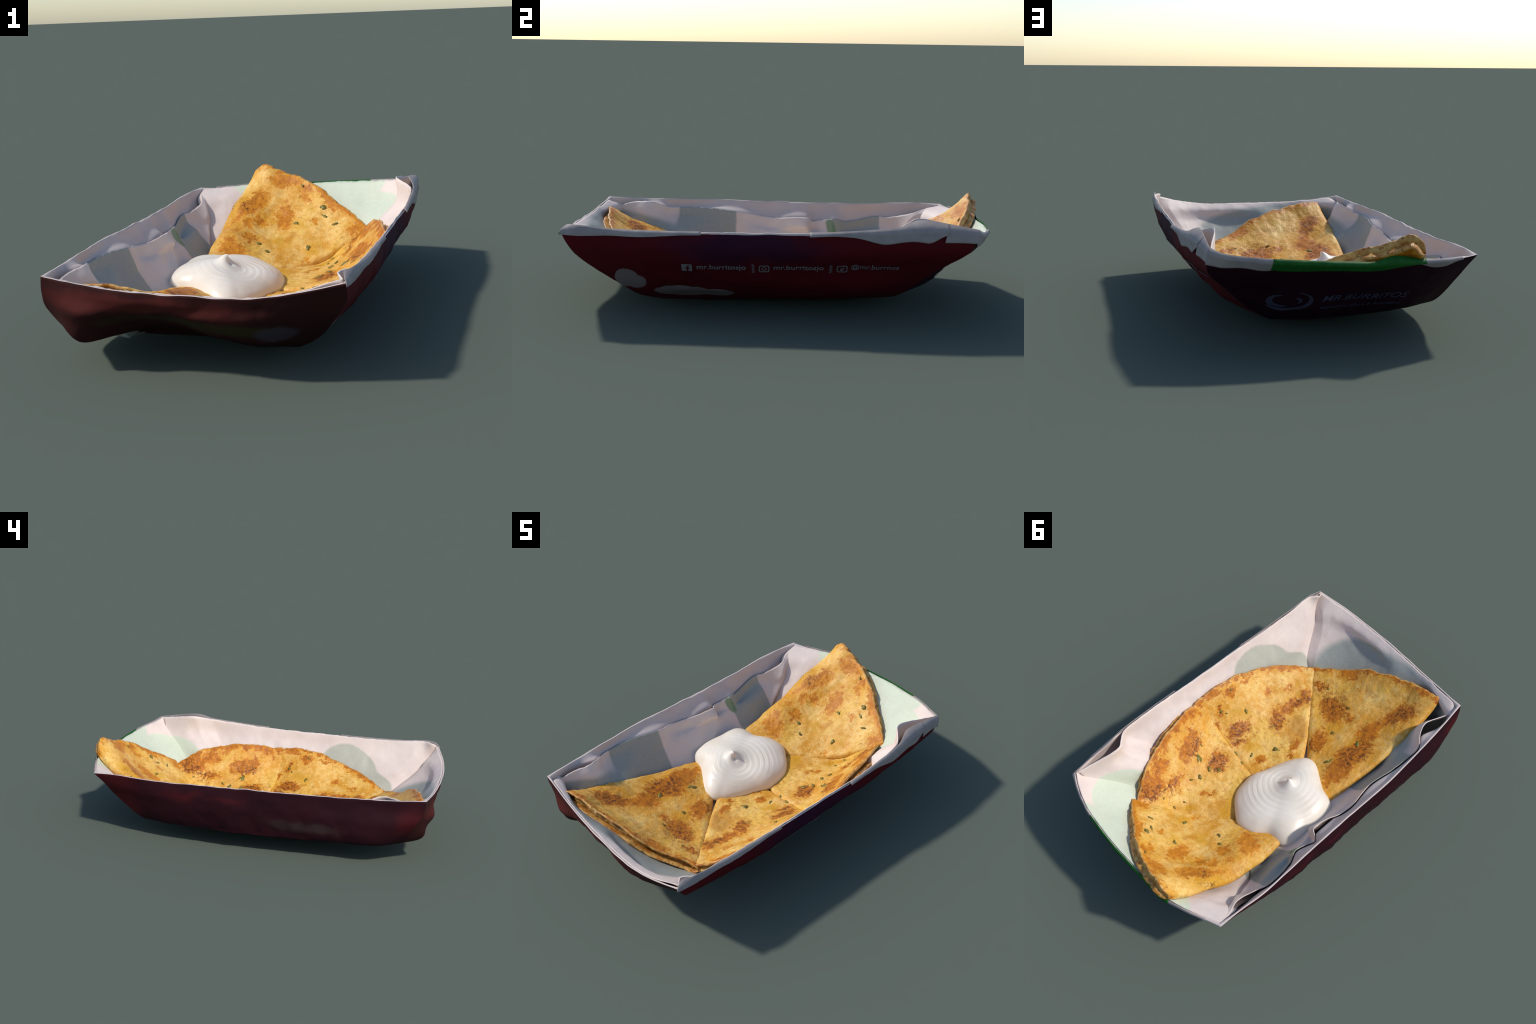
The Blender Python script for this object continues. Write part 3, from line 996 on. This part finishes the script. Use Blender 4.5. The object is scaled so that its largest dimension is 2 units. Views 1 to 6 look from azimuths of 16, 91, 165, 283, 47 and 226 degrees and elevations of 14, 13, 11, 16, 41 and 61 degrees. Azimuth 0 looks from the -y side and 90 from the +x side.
#PATTERNS#
LINER_TINTS = [((0, .95, .3), (.42, .13, BIG), 0), ((.37, .78, .2), (.20, .25, .17), 0)]
LINER_WARM_TINTS = [((.50, -.37, .20), (.18, .17, .167), 0), ((.50, -.46, .15), (.18, .14, .165), 0), ((.48, -.56, .10), (.2, .15, .12), 0), ((.42, -.45, .06), (.2, .2, .1), 0)]
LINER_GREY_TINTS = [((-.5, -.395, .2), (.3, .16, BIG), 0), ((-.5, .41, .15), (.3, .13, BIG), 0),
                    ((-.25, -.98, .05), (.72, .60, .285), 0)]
PAT = [
    dict(toast=((.40, .115, .003), (.64, .240, .010)), brown=[E_(-0.271, 0.403, 0.077, 0.059, 142), E_(-0.217, 0.530, 0.043, 0.033, -142), E_(-0.082, 0.725, 0.068, 0.045, -75), E_(-0.190, 0.677, 0.042, 0.024, -149), E_(-0.242, 0.635, 0.021, 0.020, -165), E_(-0.287, 0.559, 0.035, 0.015, -121), E_(-0.256, 0.742, 0.113, 0.035, -121), E_(-0.117, 0.889, 0.071, 0.035, -177), E_(-0.007, 0.844, 0.038, 0.020, 135), E_(0.141, 0.802, 0.090, 0.015, 150), E_(0.286, 0.679, 0.035, 0.030, -161), E_(0.075, 0.700, 0.017, 0.013, -91), E_(0.082, 0.495, 0.024, 0.010, -127)],
         dark=[E_(-0.343, 0.741, 0.044, 0.017, -129), E_(-0.275, 0.742, 0.05, 0.015, -128)],
         yellow=[E_(-0.330, 0.730, 0.125, 0.038, -117), E_(-0.060, 0.582, 0.071, 0.049, -131), E_(0.096, 0.575, 0.048, 0.034, -118)]),
    dict(brown=[E_(0.378, 0.244, 0.098, 0.039, 106), E_(0.243, 0.165, 0.060, 0.055, 106), E_(0.328, 0.581, 0.095, 0.046, -95), E_(0.289, 0.445, 0.060, 0.018, 104), E_(0.139, 0.337, 0.035, 0.019, -132), E_(0.426, 0.186, 0.017, 0.010, -84), E_(0.363, 0.474, 0.073, 0.023, 105)],
         dark=[E_(0.372, 0.217, 0.073, 0.020, 108), E_(0.238, 0.170, 0.053, 0.049, 107), E_(0.287, 0.471, 0.059, 0.018, 104), E_(0.315, 0.587, 0.061, 0.036, -105), E_(0.139, 0.337, 0.015, 0.013, -129)],
         yellow=[E_(-0.019, 0.322, 0.101, 0.050, 119), E_(0.180, 0.508, 0.074, 0.037, -133)]),
    dict(brown=[E_(0.211, -0.397, 0.101, 0.037, -106), E_(0.204, -0.271, 0.065, 0.037, 153), E_(0.302, -0.055, 0.082, 0.035, -105), E_(0.253, -0.008, 0.054, 0.023, -119), E_(0.349, -0.332, 0.030, 0.021, -112), E_(0.297, -0.438, 0.019, 0.012, -123), E_(0.425, -0.026, 0.028, 0.019, 122), E_(0.380, 0.046, 0.043, 0.017, 135), E_(0.457, -0.129, 0.035, 0.023, -102), E_(0.493, -0.028, 0.066, 0.014, -102), E_(0.368, -0.541, 0.081, 0.011, -122), E_(0.213, -0.496, 0.032, 0.022, -128), E_(0.033, -0.227, 0.043, 0.018, 123), E_(-0.013, -0.171, 0.023, 0.017, -137), E_(0.097, -0.022, 0.023, 0.017, -134), E_(0.034, 0.003, 0.028, 0.010, -118), E_(0.453, -0.264, 0.058, 0.009, -99)],
         dark=[E_(0.253, -0.008, 0.046, 0.021, -129), E_(0.200, -0.450, 0.067, 0.027, -105), E_(0.189, -0.257, 0.048, 0.032, 134), E_(0.298, -0.060, 0.051, 0.024, -127), E_(0.426, -0.024, 0.018, 0.012, 124), E_(0.032, 0.001, 0.025, 0.008, -135)],
         yellow=[E_(0.354, -0.114, 0.078, 0.042, -118), E_(0.193, -0.048, 0.051, 0.034, -130)], ochre=[E_(0.084, -0.308, 0.101, 0.062, 131)]),
    dict(brown=[E_(0.021, -0.536, 0.097, 0.069, 168), E_(0.178, -0.589, 0.037, 0.023, 142), E_(0.131, -0.610, 0.016, 0.012, -161), E_(-0.060, -0.333, 0.062, 0.048, 144), E_(-0.309, -0.714, 0.106, 0.060, -123), E_(-0.272, -0.370, 0.153, 0.073, -97), E_(-0.245, -0.560, 0.084, 0.062, -106), E_(0.088, -0.756, 0.066, 0.029, -164), E_(-0.324, -0.874, 0.058, 0.021, -178), E_(-0.097, -0.548, 0.025, 0.017, 144), E_(-0.014, -0.420, 0.015, 0.013, 150), E_(-0.273, -0.183, 0.069, 0.027, 135), E_(-0.282, -0.254, 0.063, 0.054, -78), E_(-0.099, -0.846, 0.052, 0.006, -160), E_(-0.228, -0.870, 0.053, 0.006, -171), E_(0.209, -0.696, 0.065, 0.008, -146)],
         dark=[E_(0.054, -0.488, 0.032, 0.023, 143), E_(0.034, -0.558, 0.080, 0.053, 173), E_(0.178, -0.589, 0.032, 0.020, 143), E_(-0.277, -0.383, 0.110, 0.057, -97), E_(-0.053, -0.308, 0.044, 0.025, 138), E_(-0.316, -0.715, 0.078, 0.037, -122), E_(0.139, -0.609, 0.016, 0.012, -161)],
         yellow=[E_(-0.253, -0.479, 0.072, 0.058, -104), E_(-0.065, -0.458, 0.053, 0.042, -165), E_(-0.277, -0.330, 0.074, 0.070, -79)]),
]
HERBS = [
    (0, 0.108, 0.776, 0.0152, 170),
    (0, 0.121, 0.738, 0.0133, 144),
    (0, 0.176, 0.696, 0.0143, 20),
    (0, -0.015, 0.697, 0.0133, 159),
    (0, 0.072, 0.562, 0.0133, 80),
    (0, -0.113, 0.476, 0.0123, 119),
    (0, -0.164, 0.518, 0.0114, 126),
    (0, -0.021, 0.876, 0.0086, 135),
    (1, 0.307, 0.248, 0.0228, 60),
    (1, 0.239, 0.236, 0.0152, 40),
    (1, 0.201, 0.196, 0.0152, 105),
    (1, 0.233, 0.308, 0.0133, 50),
    (1, 0.250, 0.355, 0.0086, 144),
    (1, 0.263, 0.552, 0.0086, 155),
    (1, 0.201, 0.530, 0.0086, 60),
    (1, 0.355, 0.185, 0.0086, 85),
    (1, 0.190, 0.465, 0.0066, 100),
    (2, 0.346, -0.154, 0.0143, 60),
    (2, 0.080, -0.134, 0.0171, -30),
    (2, 0.152, -0.009, 0.0133, 40),
    (2, 0.153, 0.070, 0.0114, 85),
    (2, 0.458, -0.147, 0.0086, 130),
    (2, 0.400, -0.054, 0.0076, 170),
    (2, 0.217, 0.052, 0.0114, 90),
    (2, 0.423, -0.033, 0.0086, 175),
    (3, 0.049, -0.492, 0.0209, 40),
    (3, -0.048, -0.592, 0.0086, 25),
    (3, -0.084, -0.430, 0.0095, 75),
    (3, -0.199, -0.268, 0.0190, -60),
    (3, -0.245, -0.461, 0.0152, -20),
    (3, 0.132, -0.611, 0.0086, 115),
    (3, -0.208, -0.285, 0.0114, 5),
]
#END#

# ------------------------------------------------------------------ assemble
def main():
    lining, ink, ink2 = mat_white_card(), mat_ink(), mat_ink_blue()
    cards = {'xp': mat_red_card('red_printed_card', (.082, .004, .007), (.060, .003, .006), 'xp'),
             'yp': mat_red_card('dark_plum_card', (.020, .002, .009), (.014, .0015, .007), 'yp'),
             'xm': mat_red_card('dark_maroon_card', (.024, .004, .007), (.016, .003, .006), 'xm'),
             'ym': mat_red_card('brown_maroon_card', (.036, .009, .008), (.026, .006, .006), 'ym')}
    tray = build_tray(cards, lining)
    build_prints(tray, ink, ink2)
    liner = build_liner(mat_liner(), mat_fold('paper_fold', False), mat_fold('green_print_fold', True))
    crust, filling, herb = mat_crust(), mat_filling(), mat_herb()
    tops = []
    for i, W in enumerate(WEDGES):
        a = np.array(W['arc'][2:] if i == 0 else W['arc'])[:, :2]
        k = np.linalg.lstsq(np.c_[2 * a, np.ones(len(a))], (a ** 2).sum(1), rcond=None)[0]
        t = mat_tortilla('toasted_tortilla', rim=(k[0], k[1], math.sqrt(k[2] + k[0] ** 2 + k[1] ** 2)), **PAT[i])
        tops.append(build_wedge(W, i, t, crust, filling))
    build_herbs(tops, herb)
    build_sauce(mat_sauce())

main()
